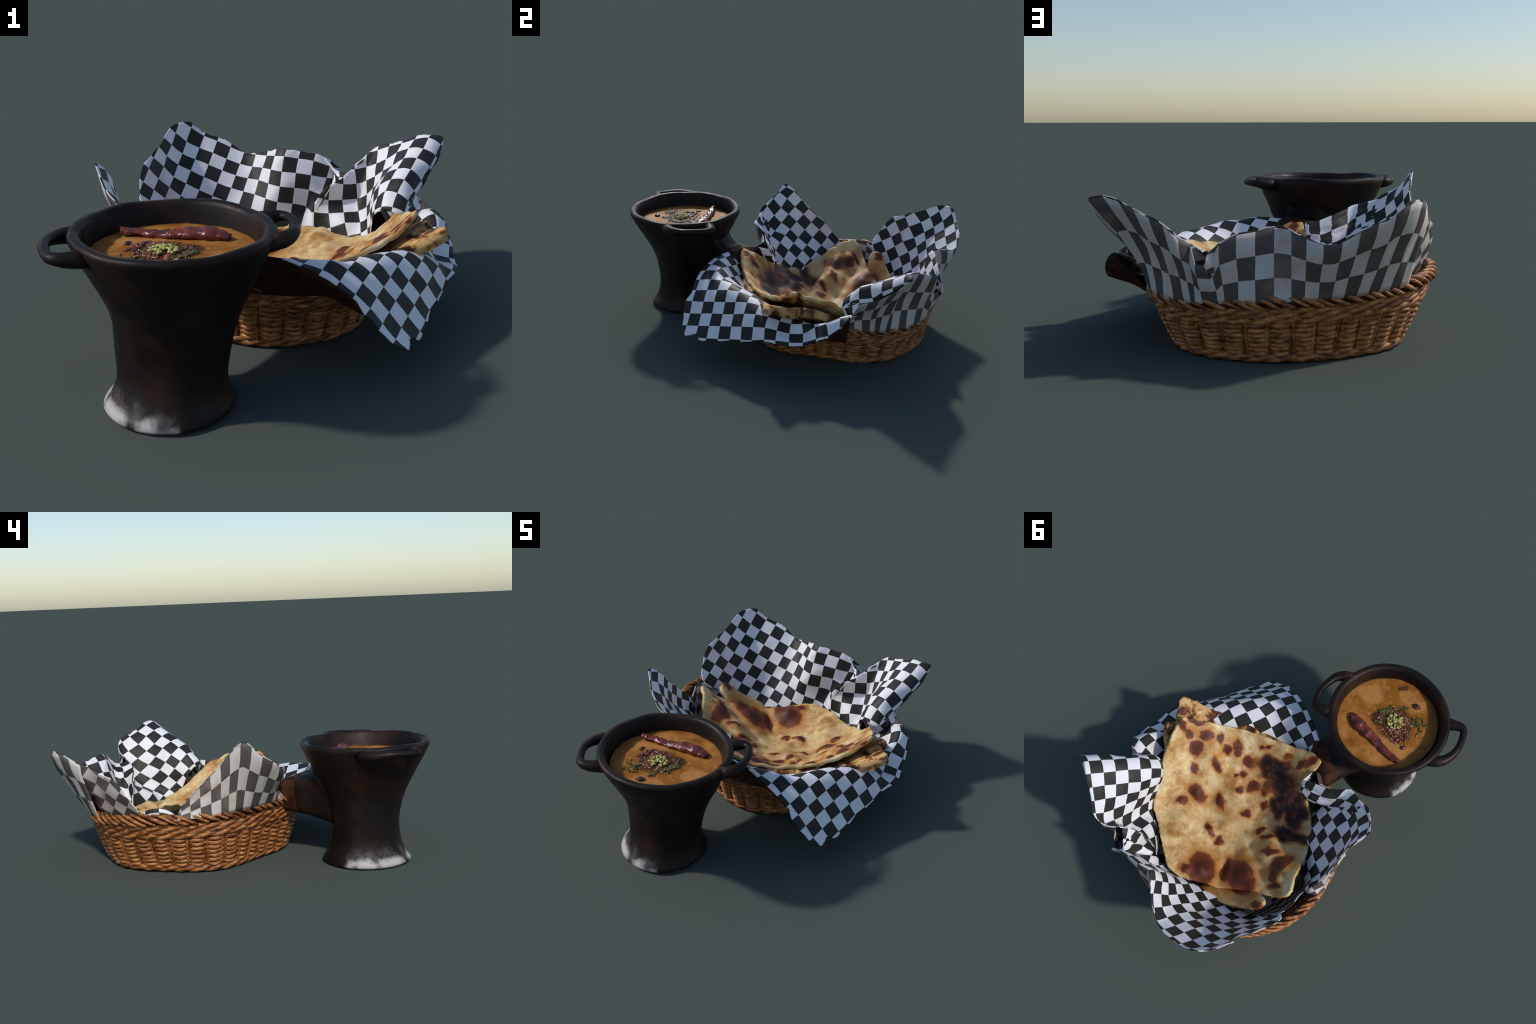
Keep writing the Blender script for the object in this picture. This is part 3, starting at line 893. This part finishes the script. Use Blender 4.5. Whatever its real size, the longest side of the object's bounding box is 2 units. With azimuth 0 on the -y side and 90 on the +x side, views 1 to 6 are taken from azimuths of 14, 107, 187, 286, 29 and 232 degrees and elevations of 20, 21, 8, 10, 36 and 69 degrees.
def curry_material():
    n = Nodes("bean_curry")
    w = n.warp(0.05, 14)
    base = n.ramp(n.noise(12, 5, 0.6), [(0.32, (0.23, 0.08, 0.012)), (0.5, (0.38, 0.15, 0.028)), (0.70, (0.50, 0.235, 0.058))])
    oil = n.nearest([(-.05, -.80, .15, .035, -28), (-.05, -.632, .08, .03, 20), (-.24, -.80, .10, .05, 60), (-.29, -.74, .06, .10, 20), (-.15, -.70, .13, .11, 0), (.04, -.62, .05, .03, 40)], w)
    col = n.mix(n.smooth(oil, 1.15, 0.8, 0, 0.8), base, (0.29, 0.10, 0.004))
    dark = n.nearest([(-.20, -.70, .10, .085, -20), (-.12, -.65, .05, .04, 0), (-.05, -.87, .03, .015, 60)], w)
    pale = n.nearest([(.03, -.70, .07, .05, 30), (-.30, -.58, .10, .05, 20), (-.10, -.86, .06, .04, 0)], w)
    col = n.mix(n.smooth(pale, 1.1, 0.9, 0, 0.6), col, (0.50, 0.225, 0.06))
    col = n.mix(n.smooth(dark, 1.35, 0.85, 0, 0.85), col, (0.060, 0.014, 0.006))
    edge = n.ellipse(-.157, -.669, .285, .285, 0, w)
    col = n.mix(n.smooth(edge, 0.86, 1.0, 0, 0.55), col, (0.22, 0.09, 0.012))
    herb = n.smooth(n.noise(30, 5, 0.65), 0.60, 0.70)
    col = n.mix(n.math("MULTIPLY", herb, 0.6), col, (0.05, 0.045, 0.008))
    foam = n.math("MULTIPLY", n.smooth(n.noise(44, 5, 0.7), 0.58, 0.68), n.smooth(oil, 1.5, 0.7))
    col = n.mix(n.math("MULTIPLY", foam, 0.45), col, (0.62, 0.48, 0.30))
    return n.finish(col, rough=0.55, spec=0.22, bump=n.noise(24, 5, 0.6), bump_dist=0.006, bump_strength=0.5)


def flat_material(name, lo, hi, scale, rough, spec=0.5, bump=0.004):
    n = Nodes(name)
    return n.finish(n.ramp(n.noise(scale, 4, 0.6), [(0.32, lo), (0.68, hi)]), rough=rough, spec=spec, bump=n.noise(scale * 2.5, 3), bump_dist=bump, bump_strength=0.6)


CHILI = flat_material("dried_red_chilli_skin", (0.035, 0.005, 0.003), (0.25, 0.040, 0.018), 30, 0.20, 0.8, 0.008)
BEAN = flat_material("kidney_bean_skin", (0.035, 0.006, 0.008), (0.12, 0.022, 0.022), 30, 0.22, 0.7)
CRUMB = flat_material("pale_green_crumbs", (0.34, 0.33, 0.06), (0.62, 0.60, 0.20), 40, 0.6)
HERB = flat_material("chopped_coriander", (0.016, 0.022, 0.005), (0.12, 0.13, 0.022), 40, 0.55)
FLECK = flat_material("pale_onion_flecks", (0.42, 0.28, 0.16), (0.70, 0.58, 0.42), 40, 0.4)
ONION = flat_material("fried_onion_bits", (0.07, 0.012, 0.006), (0.36, 0.12, 0.06), 35, 0.28, 0.7)


def build_curry():
    c = Vector((-.158, -.669, 0))
    v, f = [(c.x, c.y, SOUP_Z + 0.002)], []
    rings, seg = 22, 90
    for r in range(1, rings + 1):
        rad = 0.286 * r / rings
        for i in range(seg):
            th = 2 * math.pi * i / seg
            x, y = c.x + rad * math.cos(th), c.y + rad * math.sin(th)
            z = SOUP_Z + 0.004 * noise.noise((x * 14, y * 14, 0)) + 0.002 * noise.noise((x * 40, y * 40, 3))
            z += 0.012 * math.exp(-((x + .19) ** 2 + (y + .70) ** 2) / .006)
            v.append((x, y, z))
    for i in range(seg):
        f.append((0, 1 + i, 1 + (i + 1) % seg))
    for r in range(rings - 1):
        for i in range(seg):
            j = (i + 1) % seg
            a, b = 1 + r * seg, 1 + (r + 1) * seg
            f.append((a + i, b + i, b + j, a + j))
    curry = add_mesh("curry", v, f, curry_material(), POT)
    # chilli: a long wrinkled pod, stalk end thick
    path, rad = [], []
    a, b = Vector((-.010, -.536, .571)), Vector((-.388, -.572, .576))
    for k in range(61):
        u = k / 60
        p = a.lerp(b, u) + Vector((0, 0.014 * math.sin(math.pi * u) + .004 * math.sin(u * 9), 0.006 * math.sin(u * 7)))
        path.append(p)
        rad.append((0.012 + 0.020 * min(1, u * 7)) * (1 - 0.62 * u ** 1.3) * (1 + .10 * math.sin(u * 37)) + 0.003)
    vv, ff = tube(path, rad, 20, flat=0.62)
    vv = [Vector(p) + Vector((0, .5, 1)) * (0.006 * noise.noise(Vector((p[0] * 35, p[1] * 110, p[2] * 110))) + 0.003 * noise.noise(Vector(p) * 120)) for p in vv]
    add_mesh("chilli", vv, ff, CHILI, POT)
    # loose toppings
    rng = random.Random(21)

    heaps = {}

    def nugget(name, mat, x, y, z, s, kx=1.0, ky=1.0, kz=1.0, turn=0.0):
        bm = bmesh.new()
        bmesh.ops.create_icosphere(bm, subdivisions=2, radius=1)
        R = Matrix.Rotation(turn, 3, "Z")
        seed = rng.random() * 50
        pts = []
        for q in bm.verts:
            k = 1 + .28 * noise.noise(q.co * 1.7 + Vector((seed, 0, 0)))
            p = R @ Vector((q.co.x * kx * k, q.co.y * ky * k, q.co.z * kz * k))
            pts.append((x + p.x * s, y + p.y * s, z + p.z * s))
        fc = [[w.index for w in g.verts] for g in bm.faces]
        bm.free()
        if name == "kidney_bean":
            return add_mesh(name, pts, fc, mat, POT)
        hv, hf, _ = heaps.setdefault(name, ([], [], mat))
        hf += [[k + len(hv) for k in g] for g in fc]
        hv += pts

    for x, y, s, t in ((-.181, -.862, .019, .5), (-.332, -.645, .014, 1.2)):
        nugget("kidney_bean", BEAN, x, y, SOUP_Z + .002, s, 1.3, .9, .6, t)
    for i in range(70):
        r, q = 0.042 * math.sqrt(rng.random()), rng.random() * 6.283
        nugget("crumbs", CRUMB, -.187 + r * math.cos(q) * 1.1, -.704 + r * math.sin(q), SOUP_Z + .015 + .008 * (1 - r / .042), rng.uniform(.003, .0085), 1.2, .8, .7, q)
    for i in range(120):
        r, q = rng.uniform(.03, .12), rng.random() * 6.283
        nugget("fried_onion", ONION, -.205 + r * math.cos(q) * .95, -.690 + r * math.sin(q) * .75, SOUP_Z + .011 - .08 * (r - .03), rng.uniform(.0035, .010), rng.uniform(.9, 1.9), .7, .55, q * 3)
    for i in range(36):
        r, q = rng.uniform(.02, .15), rng.random() * 6.283
        nugget("onion_flecks", FLECK, -.215 + r * math.cos(q), -.715 + r * math.sin(q) * .8, SOUP_Z + .012 - .07 * r, rng.uniform(.002, .0045), 2.2, .6, .5, q * 5)
    spots = [(-.117, -.727), (-.158, -.796), (-.275, -.821), (-.121, -.644), (-.14, -.70), (-.15, -.74), (-.10, -.69), (-.25, -.80), (-.29, -.78)]
    for i in range(110):
        x, y = spots[i % len(spots)]
        nugget("coriander", HERB, x + rng.gauss(0, .016), y + rng.gauss(0, .014), SOUP_Z + .006, rng.uniform(.0025, .0075), rng.uniform(1, 2.4), .7, .35, rng.random() * 6)
    for name, (hv, hf, mat) in heaps.items():
        o = add_mesh(name, hv, hf, mat, POT)
        o["kind"] = "stuff"


build_curry()
